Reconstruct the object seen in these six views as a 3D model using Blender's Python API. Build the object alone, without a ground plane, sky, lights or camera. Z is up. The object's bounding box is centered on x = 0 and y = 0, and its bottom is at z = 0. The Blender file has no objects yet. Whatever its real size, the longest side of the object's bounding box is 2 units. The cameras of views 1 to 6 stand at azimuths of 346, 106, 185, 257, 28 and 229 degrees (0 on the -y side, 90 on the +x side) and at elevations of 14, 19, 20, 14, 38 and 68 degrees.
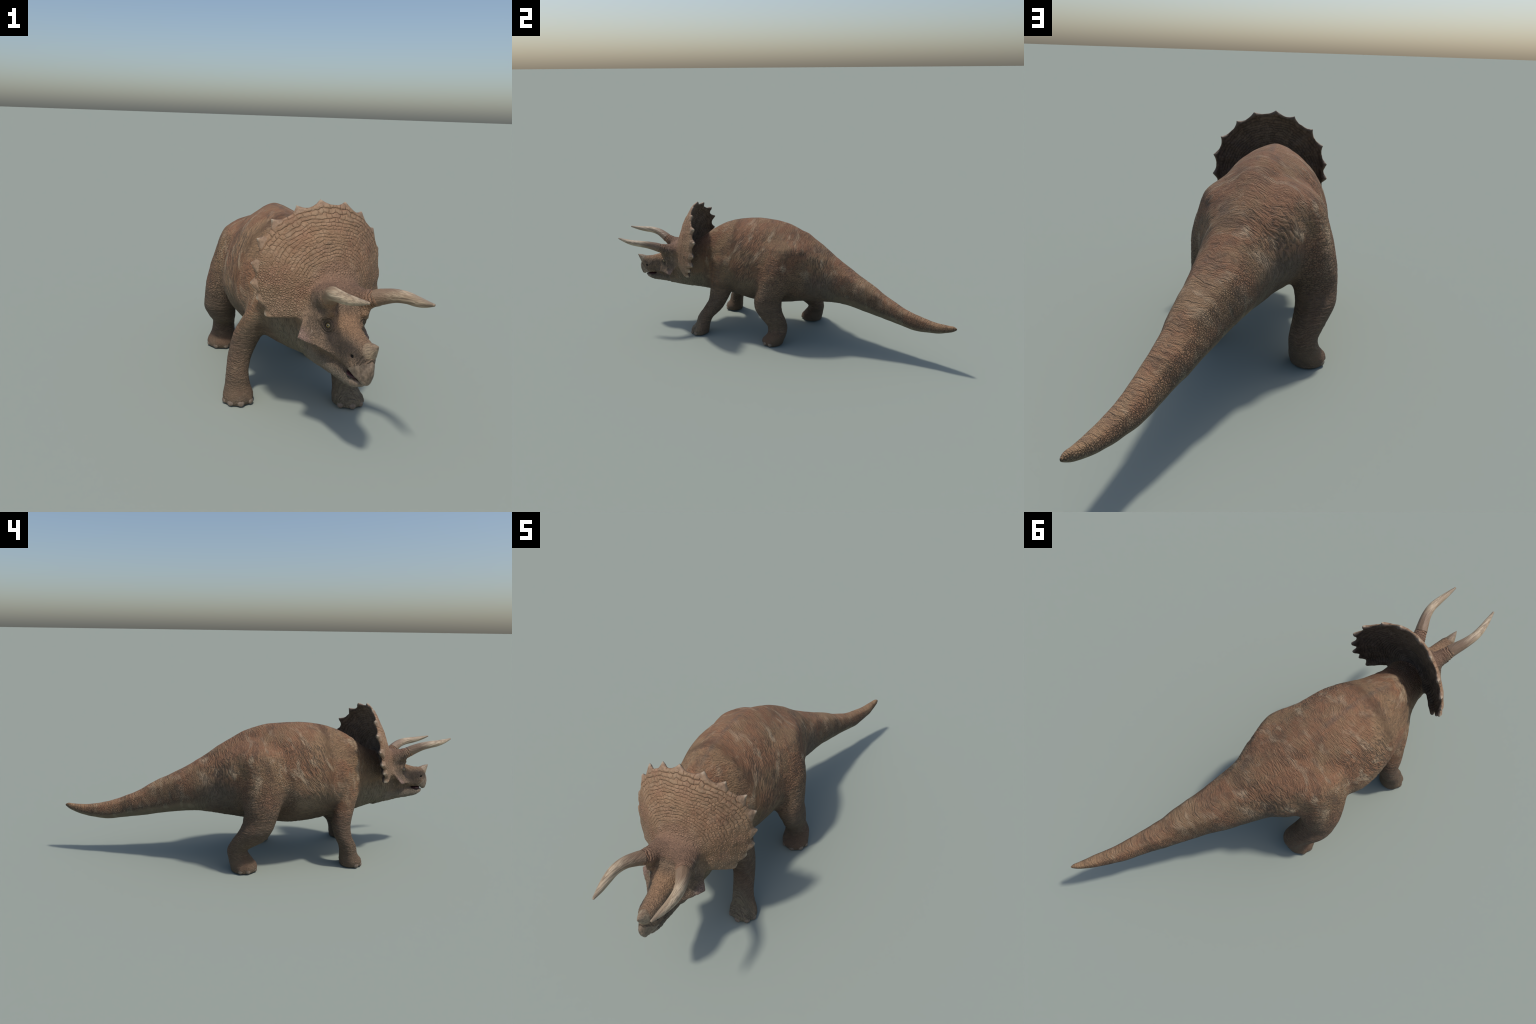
"""A three-horned, frilled dinosaur walking: one smooth skin grown from lofted
profiles (torso and tail, legs, skull, jaw, frill), cut into named body parts,
with horns, eyes, nostrils, claws and mouth lining added as parts."""
import bpy, math
import numpy as np
from mathutils import Vector

VOX = 0.0028
rng = np.random.default_rng(7)

# ------------------------------------------------------------------ helpers
def curve(nodes, vals, x):
    """smooth interpolation of station values (cubic Hermite)"""
    nodes = np.asarray(nodes, float); vals = np.asarray(vals, float)
    m = np.gradient(vals, nodes, axis=0)
    x = np.clip(x, nodes[0], nodes[-1])
    i = np.clip(np.searchsorted(nodes, x) - 1, 0, len(nodes) - 2)
    h = nodes[i + 1] - nodes[i]
    t = (x - nodes[i]) / h
    if vals.ndim > 1:
        h = h[:, None]; t = t[:, None]
    return ((2*t**3 - 3*t**2 + 1)*vals[i] + (t**3 - 2*t*t + t)*h*m[i]
            + (-2*t**3 + 3*t*t)*vals[i + 1] + (t**3 - t*t)*h*m[i + 1])

def smin(a, b, k):
    h = np.clip(0.5 + 0.5*(b - a)/k, 0, 1)
    return b + (a - b)*h - k*h*(1 - h)

def smax(a, b, k):
    return -smin(-a, -b, k)

def sstep(a, b, x):
    t = np.clip((x - a)/(b - a), 0, 1)
    return t*t*(3 - 2*t)

def bell(x, c, w):
    return np.exp(-((x - c)/w)**2)

def section(u, v, ru, rv, n=2.0):
    """approximate distance to a (super)ellipse with half axes ru, rv"""
    ru = np.maximum(ru, 1e-4); rv = np.maximum(rv, 1e-4)
    a = np.abs(u)/ru; b = np.abs(v)/rv
    if np.isscalar(n) and n == 2.0:
        f = np.sqrt(a*a + b*b) + 1e-9
        g = np.sqrt((a/ru)**2 + (b/rv)**2)/f
    else:
        f = (a**n + b**n)**(1/n) + 1e-9
        g = np.sqrt((a**(n - 1)/ru)**2 + (b**(n - 1)/rv)**2)/f**(n - 1)
    return (f - 1)/np.maximum(g, 1/np.maximum(ru, rv))

def ellipsoid(p, c, r):
    q = (p - np.asarray(c))/np.asarray(r)
    f = np.sqrt((q*q).sum(1)) + 1e-9
    g = np.sqrt(((q/np.asarray(r))**2).sum(1))/f
    return (f - 1)/np.maximum(g, 1/max(r))

def capsule(p, a, b, ra, rb):
    a = np.asarray(a, float); b = np.asarray(b, float)
    d = b - a
    t = np.clip(((p - a) @ d)/(d @ d), 0, 1)
    return np.linalg.norm(p - a - t[:, None]*d, axis=1) - (ra + (rb - ra)*t)

def triangle(p, a, b, c):
    a, b, c = (np.asarray(v, float) for v in (a, b, c))
    n = np.cross(b - a, a - c)
    def edge(u, v):
        d = v - u
        t = np.clip(((p - u) @ d)/(d @ d), 0, 1)
        w = p - u - t[:, None]*d
        return (w*w).sum(1)
    inside = ((p - a) @ np.cross(b - a, n) > 0).astype(int) + ((p - b) @ np.cross(c - b, n) > 0) + ((p - c) @ np.cross(a - c, n) > 0)
    s = np.sign(inside - 1.5)
    d2 = np.minimum(np.minimum(edge(a, b), edge(b, c)), edge(c, a))
    plane = ((p - a) @ n)**2/(n @ n)
    full = np.maximum.reduce([inside == 3, inside == 0])
    return np.sqrt(np.where(full, plane, d2))

# gradient noise and cell noise
_perm = np.random.default_rng(11).permutation(256)
_perm = np.concatenate([_perm]*3)
_grad = np.random.default_rng(12).normal(size=(256, 3))
_grad /= np.linalg.norm(_grad, axis=1)[:, None]

def perlin(p):
    i = np.floor(p).astype(int); f = p - i; i &= 255
    u = f*f*f*(f*(f*6 - 15) + 10)
    out = 0
    for dx in (0, 1):
        for dy in (0, 1):
            for dz in (0, 1):
                h = _perm[_perm[_perm[(i[:, 0] + dx) & 255] + ((i[:, 1] + dy) & 255)] + ((i[:, 2] + dz) & 255)]
                g = (_grad[h]*(f - np.array([dx, dy, dz]))).sum(1)
                w = (u[:, 0] if dx else 1 - u[:, 0])*(u[:, 1] if dy else 1 - u[:, 1])*(u[:, 2] if dz else 1 - u[:, 2])
                out = out + w*g
    return out*1.6

def noise(p, scale, octaves=2, off=0.0):
    p = np.asarray(p)*np.asarray(scale, float) + off
    out, amp = 0, 1.0
    for _ in range(octaves):
        out = out + amp*perlin(p); p = p*2.03 + 17.1; amp *= 0.5
    return out

# ------------------------------------------------------- head frame (rolled and turned)
HO = np.array([0.0449, -0.7475, 0.4473])
HR = np.array([[0.9892, 0.1010, -0.1060], [-0.1016, 0.9948, 0.0], [0.1055, 0.0108, 0.9944]])
def to_head(P):
    return (P - HO) @ HR.T
def from_head(p):
    return HO + np.asarray(p, float) @ HR

# ------------------------------------------------------------------ body profiles
# y : centre x, top z, bottom z, half width, share of width kept near the ridge
TORSO_Y = [-.70, -.62, -.56, -.51, -.46, -.36, -.25, -.10, .05, .20, .35, .50, .65, .80, .90, .96, .985, .998]
TORSO = [
    [.040, .500, .262, .075], [.030, .515, .250, .088], [.018, .528, .236, .100], [.006, .552, .228, .108],
    [-.008, .588, .220, .122], [-.024, .642, .212, .158], [-.020, .673, .191, .199], [-.014, .683, .177, .214],
    [.008, .661, .193, .178], [.028, .591, .217, .138], [.061, .484, .234, .108], [.105, .402, .220, .078],
    [.151, .317, .192, .055], [.199, .256, .174, .037], [.232, .239, .187, .026], [.252, .241, .205, .0165],
    [.262, .243, .218, .0105], [.267, .238, .230, .003]]

# z : centre x, centre y, half width x, half width y
FORE_Z = [0, .02, .06, .10, .15, .20, .26, .32, .38, .44, .50]
FORE_RIGHT = [
    [-.215, -.385, .055, .051], [-.213, -.385, .057, .054], [-.214, -.373, .047, .044], [-.215, -.366, .043, .043],
    [-.205, -.344, .044, .044], [-.190, -.340, .049, .045], [-.172, -.354, .055, .047], [-.146, -.376, .056, .052],
    [-.118, -.390, .060, .062], [-.092, -.385, .061, .076], [-.074, -.360, .050, .076]]
FORE_LEFT = [
    [.186, -.471, .057, .051], [.184, -.471, .059, .054], [.178, -.455, .048, .044], [.171, -.440, .042, .047],
    [.157, -.400, .042, .056], [.141, -.371, .046, .056], [.118, -.356, .055, .066], [.106, -.348, .060, .070],
    [.096, -.343, .064, .074], [.082, -.338, .066, .084], [.066, -.325, .054, .080]]
HIND_Z = [0, .02, .06, .10, .15, .20, .26, .32, .38, .45, .52, .57, .605]
HIND_RIGHT = [
    [-.187, .147, .059, .061], [-.184, .147, .062, .065], [-.174, .164, .053, .057], [-.171, .175, .050, .050],
    [-.188, .126, .059, .080], [-.202, .095, .069, .080], [-.197, .070, .077, .079], [-.187, .060, .083, .090],
    [-.174, .052, .083, .098], [-.146, .040, .093, .108], [-.124, .040, .090, .108], [-.105, .045, .072, .090], [-.085, .050, .045, .060]]
HIND_LEFT = [
    [.212, -.008, .058, .058], [.211, -.006, .061, .062], [.210, .015, .056, .056], [.201, .017, .046, .058],
    [.207, -.005, .047, .071], [.213, -.030, .047, .079], [.200, -.040, .058, .082], [.190, -.018, .062, .086],
    [.168, -.002, .079, .098], [.139, .008, .092, .108], [.116, .010, .083, .106], [.100, .012, .066, .088], [.082, .015, .040, .060]]

def sdf_torso(P):
    c = curve(TORSO_Y, TORSO, P[:, 1])
    xc, zt, zb, w = c.T
    zm = zb + .44*(zt - zb)
    h = np.where(P[:, 2] > zm, zt - zm, zm - zb)
    hh = np.clip((P[:, 2] - zm)/h, 0, 1.1)
    ridge = sstep(-.50, -.36, P[:, 1])*sstep(.50, .15, P[:, 1])
    hl = np.clip((zm - P[:, 2])/h, 0, 1.1)*sstep(-.45, -.30, P[:, 1])
    d = section((P[:, 0] - xc)*(1 + .15*ridge*hh**2 + .16*hl**2), P[:, 2] - zm, w, h)
    # bony swell of each hip
    for c, r, k in (((.134, .045, .535), (.040, .075, .030), .035), ((-.148, .055, .525), (.038, .075, .028), .035),
                    ((.100, .095, .430), (.085, .115, .150), .060), ((-.085, .120, .430), (.085, .115, .145), .060)):
        m = np.abs(P[:, 1] - c[1]) < .22
        if m.any():
            d[m] = smin(d[m], ellipsoid(P[m], c, r), k)
    # cap both ends
    d = np.maximum(d, P[:, 1] - .998)
    return np.maximum(d, -.70 - P[:, 1])

# angles (degrees from straight ahead, towards the animal's left) of the toes on each foot
TOES = {"fr": (-78, -42, 0, 47), "fl": (-48, 0, 42, 78), "hr": (-116, -80, -34, 11), "hl": (-40, 6, 50, 86)}

def toe_frame(vals, zs, a):
    xc, yc, rx, ry = curve(zs, vals, np.array([.018]))[0]
    th = math.radians(-90 + a)
    c = np.array([xc, yc, 0]); d = np.array([rx*math.cos(th), ry*math.sin(th), 0])
    out = np.array([math.cos(th)/rx, math.sin(th)/ry, 0]); out /= np.linalg.norm(out)
    return c, d, out, np.array([-out[1], out[0], 0.])

def sdf_leg(P, zs, vals, toes):
    xc, yc, rx, ry = curve(zs, vals, P[:, 2]).T
    d = section(P[:, 0] - xc, P[:, 1] - yc, rx, ry)
    low = P[:, 2] < .08
    if low.any():
        dl = d[low]
        for a in TOES[toes]:
            c, r, out, side = toe_frame(vals, zs, a)
            q = P[low] - (c + .76*r + np.array([0, 0, .015]))
            q = np.stack([q @ out, q @ side, q[:, 2]], 1)
            dl = smin(dl, ellipsoid(q, (0, 0, 0), (.0165, .0158, .0225)), .006)
        d[low] = dl
    d = smax(d, .001 - P[:, 2], .005)
    return smax(d, P[:, 2] - zs[-1], .05)

# ------------------------------------------------------------------ head profiles
# local y : top z, bottom z, half width, squareness
SKULL_Y = [-.1665, -.158, -.145, -.120, -.090, -.060, -.030, .0, .04, .09, .15]
SKULL = [
    [-.090, -.118, .006, 2.2], [-.068, -.148, .014, 2.3], [-.052, -.1535, .021, 2.4], [-.038, -.145, .038, 2.6],
    [-.031, -.138, .044, 2.8], [-.021, -.136, .043, 2.9], [-.012, -.136, .046, 2.8], [.004, -.138, .057, 2.5],
    [.040, -.140, .076, 2.3], [.083, -.142, .090, 2.2], [.12, -.150, .090, 2.0]]
JAW_Y = [-.134, -.126, -.110, -.085, -.05, .0, .06, .12, .17]
JAW = [
    [-.154, -.158, .006], [-.151, -.167, .014], [-.149, -.177, .022], [-.146, -.186, .029], [-.138, -.190, .034],
    [-.130, -.193, .043], [-.120, -.199, .052], [-.11, -.206, .058], [-.10, -.211, .055]]
# (half-width x, z) of the frill rim at each spike, from the low corner to the top
SPIKES = [(.192, .201, -.073), (.221, .224, -.024), (.240, .254, .023), (.243, .270, .087),
          (.230, .273, .168), (.192, .260, .238), (.121, .242, .293), (.046, .224, .324)]
FRILL_MID_Z = [-.12, -.03, .03, .087, .168, .238, .293, .335]
FRILL_MID_Y = [.103, .093, .097, .105, .131, .162, .194, .220]
FC = np.array([0.0, .05])                       # polar centre of the frill in (x, z)
_sp = np.array([(x - FC[0], z - FC[1]) for x, _, z in SPIKES])
SP_ANG = np.arctan2(_sp[:, 0], _sp[:, 1])[::-1]  # 0 = up; increasing to the corner
SP_RAD = np.hypot(_sp[:, 0], _sp[:, 1])[::-1]
SP_LEN = np.array([.019, .019, .019, .018, .017, .016, .013, .014])

def frill_front(x, z):
    return curve(FRILL_MID_Z, FRILL_MID_Y, z) + 2.7*x*x/(1 + 1.2*x*x)

def frill_rim(ang):
    """rim radius without spikes, and the spike profile (0..1, height)"""
    base = np.concatenate([[SP_RAD[0] - .019], SP_RAD - SP_LEN, [.202, .183, .152, .100]])
    angs = np.concatenate([[0], SP_ANG, [SP_ANG[-1] + .03, SP_ANG[-1] + .07, SP_ANG[-1] + .17, SP_ANG[-1] + .45]])
    r = np.interp(ang, angs, base)
    up = np.zeros_like(ang)
    for a, l, rr in zip(SP_ANG, SP_LEN, SP_RAD):
        s = np.abs(ang - a)*rr                       # arc distance
        up = np.maximum(up, l*np.clip(1 - s/.034, 0, 1)**1.75)
    return r, up

def frill_polar(p):
    x = np.abs(p[:, 0]); z = p[:, 2] - FC[1]
    return np.arctan2(x, z), np.hypot(x, z)

def mirror(p):
    q = p.copy(); q[:, 0] = np.abs(q[:, 0]); return q

def sdf_frill(p):
    x = np.abs(p[:, 0]); z = p[:, 2]
    ang, r = frill_polar(p)
    rim, up = frill_rim(ang)
    edge = r - rim - up
    steep = np.clip((frill_rim(ang + .01)[0] - frill_rim(ang - .01)[0])/.02/np.maximum(r, .03), -4, 4)
    edge = edge/np.sqrt(1 + steep**2)
    t = .0052 + .011*sstep(.0, -.14, edge) + .0018*bell(edge, -.010, .010)      # half thickness, rolled rim
    t = t*np.clip(1 - (r - rim)/.040, .60, 1)
    t = t + .0036*np.clip(up/.013, 0, 1)*bell(edge, -.012, .016)               # swollen root of each spike
    t = t + .009*sstep(1.95, 2.2, ang)*sstep(.25, .17, r)
    mid = frill_front(x, z) + t*1.0
    slope = 1/np.sqrt(1 + (5.2*x)**2 + .25)
    sheet = np.abs(p[:, 1] - mid)*slope - t
    return smax(sheet, edge*.75, .006)


HORN = [(.078, -.004, .062), (.0863, -.0206, .0715), (.1037, -.061, .0884), (.1137, -.1058, .0975), (.1129, -.1522, .1021), (.1065, -.1979, .1098), (.0992, -.2435, .1209)]
HORN_R = [.0262, .0246, .0208, .0183, .0158, .0112, .0040]
EYE = np.array([.0640, .0150, -.0335])
NOSTRIL = np.array([.0420, -.110, -.080])

def sdf_head(p, plain=False):
    q = mirror(p)
    y = q[:, 1]; z = q[:, 2]
    zt, zb, w, n = curve(SKULL_Y, SKULL, y).T
    zm = zb + .5*(zt - zb)
    narrow = 1 - .16*sstep(.0, .9, (z - zm)/np.maximum(zt - zm, 1e-3))
    d = section(q[:, 0], z - zm, w*narrow, .5*(zt - zb), 2.6)
    d = np.maximum(d, np.maximum(-.1675 - y, y - .15))
    # brow and horn base
    d = smin(d, capsule(q, (.052, .070, .036), (.066, .030, .047), .044, .030), .025)
    d = smin(d, capsule(q, (.066, .030, .047), (.0800, -.0080, .0640), .030, .0258), .010)
    # ridge running from the brow over the eye to the cheek
    d = smin(d, capsule(q, (.058, .012, .008), (.066, .040, -.018), .014, .019), .018)
    # cheek flange
    jug = triangle(q, (.032, -.042, -.108), (.1235, .067, -.0925), (.088, .105, -.030)) - (.0055)
    d = smin(d, jug, .024)
    # nasal hump behind the nose horn
    d = smin(d, ellipsoid(q, (0, -.118, -.060), (.025, .034, .023)), .018)
    # snout side hollow in front of the eye
    d = smax(d, -ellipsoid(q, (.078, -.028, -.050), (.030, .034, .020)), .02)
    # eye socket with raised lids, and nostril
    if not plain:
        d = smin(d, ellipsoid(q, EYE - np.array([.0095, 0, 0]), (.0115, .017, .014)), .010)
        d = smax(d, -ellipsoid(q, EYE + np.array([.002, -.001, 0]), (.010, .0105, .0085)), .003)
        d = smax(d, -ellipsoid(q, NOSTRIL, (.0075, .0100, .0058)), .003)
    # lower jaw
    jt, jb, jw = curve(JAW_Y, JAW, y).T
    jm = .5*(jt + jb)
    j = section(q[:, 0], z - jm, jw, .5*(jt - jb), 2.3)
    j = np.maximum(j, np.maximum(-.136 - y, y - .17))
    k = .003 + .014*sstep(-.085, -.045, y)
    d = np.where(y < -.074, np.minimum(d, j), smin(d, j, k))
    # mouth gape: a thin wedge closing at the corner of the mouth
    gape_mid = curve([-.14, -.125, -.105, -.085, -.072], [-.1500, -.1465, -.1440, -.1405, -.1365], y)
    gape_half = np.interp(y, [-.14, -.12, -.09, -.070], [.0035, .0055, .0042, 0.0])
    mouth = np.maximum.reduce([np.abs(z - gape_mid) - gape_half, y + .071, -.1385 - y])
    d = np.maximum(d, -mouth)
    return d

def flank_x(y, z):
    """half width of the finished head at (y, z) without sockets"""
    x = np.linspace(.02, .11, 181)
    d = sdf_head(np.stack([x, np.full_like(x, y), np.full_like(x, z)], 1), plain=True)
    k = np.argmax(d > 0)
    return float(x[k])

def body_parts(P):
    """distances of every primitive; columns torso, legs x4, head, frill"""
    p = to_head(P)
    n = len(P)
    D = np.full((n, 7), 9.0)
    D[:, 0] = sdf_torso(P)
    for k, (zs, v, toe) in enumerate([(FORE_Z, FORE_RIGHT, 'fr'), (FORE_Z, FORE_LEFT, 'fl'), (HIND_Z, HIND_RIGHT, 'hr'), (HIND_Z, HIND_LEFT, 'hl')]):
        m = (P[:, 2] < zs[-1] + .08) & (P[:, 1] > -.62) & (P[:, 1] < .38)
        if m.any():
            D[m, 1 + k] = sdf_leg(P[m], zs, v, toe)
    m = (p[:, 1] < .40)
    if m.any():
        D[m, 5] = sdf_head(p[m])
        D[m, 6] = sdf_frill(p[m])
    return D

def sdf(P):
    D = body_parts(P)
    d = D[:, 0]
    for k, r in ((1, .028), (2, .028), (3, .036), (4, .036)):
        d = smin(d, D[:, k], r)
    h = smin(D[:, 5], D[:, 6], .028)
    d = smin(d, h, .022)
    return np.maximum(d, .0005 - P[:, 2])

EYE[0] = flank_x(EYE[1], EYE[2])
NOSTRIL[0] = flank_x(NOSTRIL[1], NOSTRIL[2])

# ------------------------------------------------------------------ surface nets on active blocks
def grow_skin():
    lo = np.array([-.30, -1.0, -.02]); B = 8
    nb = np.ceil((np.array([.33, 1.02, .82]) - lo)/(VOX*B)).astype(int)
    g = np.stack(np.meshgrid(*[np.arange(k) for k in nb], indexing="ij"), -1).reshape(-1, 3)
    cen = lo + (g + .5)*B*VOX
    dc = np.concatenate([sdf(c) for c in np.array_split(cen, max(1, len(cen)//200000))])
    active = np.abs(dc) < B*VOX*.87*1.3 + .007
    field = np.repeat(np.repeat(np.repeat(np.where(dc < 0, -1., 1.).astype(np.float32).reshape(nb), B, 0), B, 1), B, 2)
    off = np.stack(np.meshgrid(*[np.arange(B)]*3, indexing="ij"), -1).reshape(-1, 3)
    idx = g[active]
    for chunk in np.array_split(idx, max(1, len(idx)//400)):
        ii = (chunk[:, None, :]*B + off[None]).reshape(-1, 3)
        field[ii[:, 0], ii[:, 1], ii[:, 2]] = sdf(lo + ii*VOX)
    s = field < 0
    n = np.array(field.shape)
    cnt = np.zeros(n - 1, np.int8)
    corners = [(a, b, c) for a in (0, 1) for b in (0, 1) for c in (0, 1)]
    for a, b, c in corners:
        cnt += s[a:n[0]-1+a, b:n[1]-1+b, c:n[2]-1+c]
    cell = np.argwhere((cnt > 0) & (cnt < 8))
    vid = np.full(n - 1, -1, np.int32)
    vid[cell[:, 0], cell[:, 1], cell[:, 2]] = np.arange(len(cell))
    val = {c: field[cell[:, 0]+c[0], cell[:, 1]+c[1], cell[:, 2]+c[2]] for c in corners}
    acc = np.zeros((len(cell), 3)); w = np.zeros(len(cell))
    for c0 in corners:
        for ax in range(3):
            if c0[ax] == 0:
                c1 = list(c0); c1[ax] = 1; c1 = tuple(c1)
                a, b = val[c0], val[c1]
                m = (a < 0) != (b < 0)
                t = a[m]/(a[m] - b[m])
                q = np.tile(np.array(c0, float), (m.sum(), 1)); q[:, ax] += t
                acc[m] += q; w[m] += 1
    V = lo + (cell + acc/w[:, None])*VOX
    F = []
    for ax in range(3):
        u, v = (ax + 1) % 3, (ax + 2) % 3
        sl0 = [slice(None)]*3; sl1 = [slice(None)]*3
        sl0[ax] = slice(0, -1); sl1[ax] = slice(1, None)
        a, b = s[tuple(sl0)], s[tuple(sl1)]
        e = np.argwhere(a != b)
        e = e[(e[:, u] > 0) & (e[:, v] > 0) & (e[:, u] < n[u]-1) & (e[:, v] < n[v]-1)]
        inside = a[e[:, 0], e[:, 1], e[:, 2]]
        q = []
        for du, dv in ((-1, -1), (0, -1), (0, 0), (-1, 0)):
            k = e.copy(); k[:, u] += du; k[:, v] += dv
            q.append(vid[k[:, 0], k[:, 1], k[:, 2]])
        q = np.stack(q, 1)
        q[~inside] = q[~inside][:, ::-1]
        F.append(q)
    F = np.concatenate(F)
    return V, F

def neighbours(F, n):
    e = np.concatenate([F[:, [0, 1]], F[:, [1, 2]], F[:, [2, 3]], F[:, [3, 0]]])
    e = np.concatenate([e, e[:, ::-1]])
    return e

def relax(V, e, w, times, lam):
    deg = np.bincount(e[:, 0], minlength=len(V))[:, None]
    for _ in range(times):
        s = np.stack([np.bincount(e[:, 0], weights=V[e[:, 1], k], minlength=len(V)) for k in range(3)], 1)
        V = V + lam*w[:, None]*(s/deg - V)
    return V

def vertex_normals(V, F):
    nf = np.cross(V[F[:, 2]] - V[F[:, 0]], V[F[:, 3]] - V[F[:, 1]])
    N = np.stack([sum(np.bincount(F[:, k], weights=nf[:, a], minlength=len(V)) for k in range(4)) for a in range(3)], 1)
    return N/np.maximum(np.linalg.norm(N, axis=1), 1e-12)[:, None]

# ------------------------------------------------------------------ folds and lumps of the skin
def crease(n, width):
    """0 in the groove, 1 on the plump skin between grooves"""
    return np.clip(np.abs(n)/width, 0, 1)**.7

def folds(V, D, N):
    x, y, z = V.T
    p = to_head(V); pm = mirror(p)
    body = np.minimum(D[:, 1:5].min(1), D[:, 0])
    headw = sstep(.012, -.012, np.minimum(D[:, 5], D[:, 6]) - D[:, 0])*(y < -.45)
    legw = sstep(.02, -.02, D[:, 1:5].min(1) - D[:, 0])*(1 - headw)
    lowleg = legw*sstep(.40, .30, z)
    tailw = sstep(.25, .45, y)
    warp = noise(V, 7, 2)*.030 + noise(V, 22, 1, 5.)*.008
    # torso and tail: grooves running round the body, slanting forward down the flank
    dz = z - .45
    slant = (.45*dz - 1.2*np.minimum(dz, 0)**2)*sstep(.12, -.10, y)*sstep(-.45, -.30, y)
    calm = 1 - .65*sstep(.45, .9, N[:, 2])
    yy = y - slant + warp
    S = np.stack([x*9, yy*60, z*9], 1)
    g = crease(perlin(S), .30)
    S2 = np.stack([x*20, yy*125, z*20], 1) + 9.3
    g2 = crease(perlin(S2), .35)
    amt = .45 + .55*sstep(-.3, .5, noise(V, 5, 1, 3.3))
    torso = amt*calm*(.0016*(g - 1)*(1 - .8*tailw) + .0005*(g2 - 1)*(1 - .5*tailw))
    # legs: grooves running round the limb
    zz = z + .6*warp
    L1 = crease(perlin(np.stack([x*12, y*12, zz*75], 1) + 4.1), .32)
    L2 = crease(perlin(np.stack([x*38, y*38, zz*62], 1) + 2.7), .30)
    leg = .0012*(L1 - 1) + .0005*(L2 - 1)*sstep(.15, .35, z)
    # neck rings
    N1 = crease(perlin(np.stack([p[:, 0]*9, (p[:, 1] + .5*warp)*75, p[:, 2]*9], 1)), .32)
    neckw = sstep(-.40, -.47, y)*(1 - headw)
    d = torso*(1 - legw)*(1 - neckw) + leg*legw + .0016*(N1 - 1)*neckw
    # broad lumps: ribs and muscle under the skin
    d += (.0040*noise(V, (11, 8, 11), 1) + .0012*noise(V, 24, 1))*(1 - headw)*(1 - .7*lowleg)
    xs = x - curve(TORSO_Y, TORSO, y)[:, 0]
    along = sstep(-.42, -.25, y)*sstep(.32, .10, y)*sstep(.35, .75, N[:, 2])*(1 - headw)
    d += along*(.0030*bell(xs, 0, .022) - .0030*bell(np.abs(xs), .068, .028))
    # head: folds round the horn base, eye rings, cheek creases
    eye_r = np.linalg.norm((pm - EYE)*np.array([1, .85, 1]), axis=1)
    rings = np.cos(eye_r*2*np.pi/.0085 + 2.5*noise(pm, 40, 1))*bell(eye_r, .022, .010)
    hb = np.linalg.norm(pm - np.array(HORN[1]), axis=1)
    horn_rings = np.cos(hb*2*np.pi/.0095 + 3*noise(pm, 35, 1))*bell(hb, .052, .020)
    snout = crease(perlin(np.stack([pm[:, 0]*45, pm[:, 1]*80, pm[:, 2]*45 + pm[:, 1]*60], 1)), .35) - 1
    frillw = sstep(.01, -.01, D[:, 6] - D[:, 5])
    d += headw*(1 - frillw)*(.0011*rings*1.5 + .0012*horn_rings + .0012*snout*sstep(-.155, -.14, p[:, 1]) + .0014*noise(pm, 30, 2))
    # frill: low radial swelling and lumpy rim
    ang, r = frill_polar(p)
    d += headw*frillw*(.0022*noise(pm, 26, 2))
    return d

# ------------------------------------------------------------------ build skin and cut it into parts
V, F = grow_skin()
E = neighbours(F, len(V))
V = relax(V, E, np.ones(len(V)), 2, .5)
D = body_parts(V)
N = vertex_normals(V, F)
V = V + N*folds(V, D, N)[:, None]
V[:, 2] = np.maximum(V[:, 2], 0.0)
N = vertex_normals(V, F)

C = V[F].mean(1)
DC = body_parts(C)
pc = to_head(C)
PARTS = ["head", "frill", "neck", "torso", "tail", "forelimb", "forelimb", "hindlimb", "hindlimb", "upper_beak", "lower_beak", "frill_spike"]
lab = np.full(len(C), 3)
lab[C[:, 1] > .27] = 4
for k in range(4):
    m = (DC[:, 1 + k] < DC[:, 0]) & (DC[:, 1 + k] <= DC[:, 1:5].min(1) + 1e-9)
    lab[m & (C[:, 1] < .36)] = 5 + k
lab[(lab == 3) & (C[:, 1] < -.455)] = 2
isheadish = np.minimum(DC[:, 5], DC[:, 6]) < DC[:, 0]
lab[isheadish & (pc[:, 1] < .36) & (C[:, 1] < -.40)] = 0
lab[(lab == 0) & (DC[:, 6] < DC[:, 5])] = 1
ang, rad = frill_polar(pc)
rim, up = frill_rim(ang)
side = np.where(pc[:, 0] > 0, 8, 0)
near = np.argmin(np.abs(ang[:, None] - SP_ANG[None]), 1)
spike = (lab == 1) & (up > .0035) & (rad > rim - .002)
# horny beak tips
ub = (lab == 0) & (pc[:, 1] < -.088) & (pc[:, 2] < -.122 - .66*(pc[:, 1] + .098)) & (pc[:, 2] > curve([-.14, -.125, -.105, -.085, -.072], [-.1500, -.1465, -.1440, -.1405, -.1365], pc[:, 1]))
lb = (lab == 0) & (pc[:, 1] < -.098) & ~ub & (pc[:, 2] < -.145)
lab[ub] = 9
lab[lb] = 10
key = np.where(spike, 100 + near + side, lab)

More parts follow.
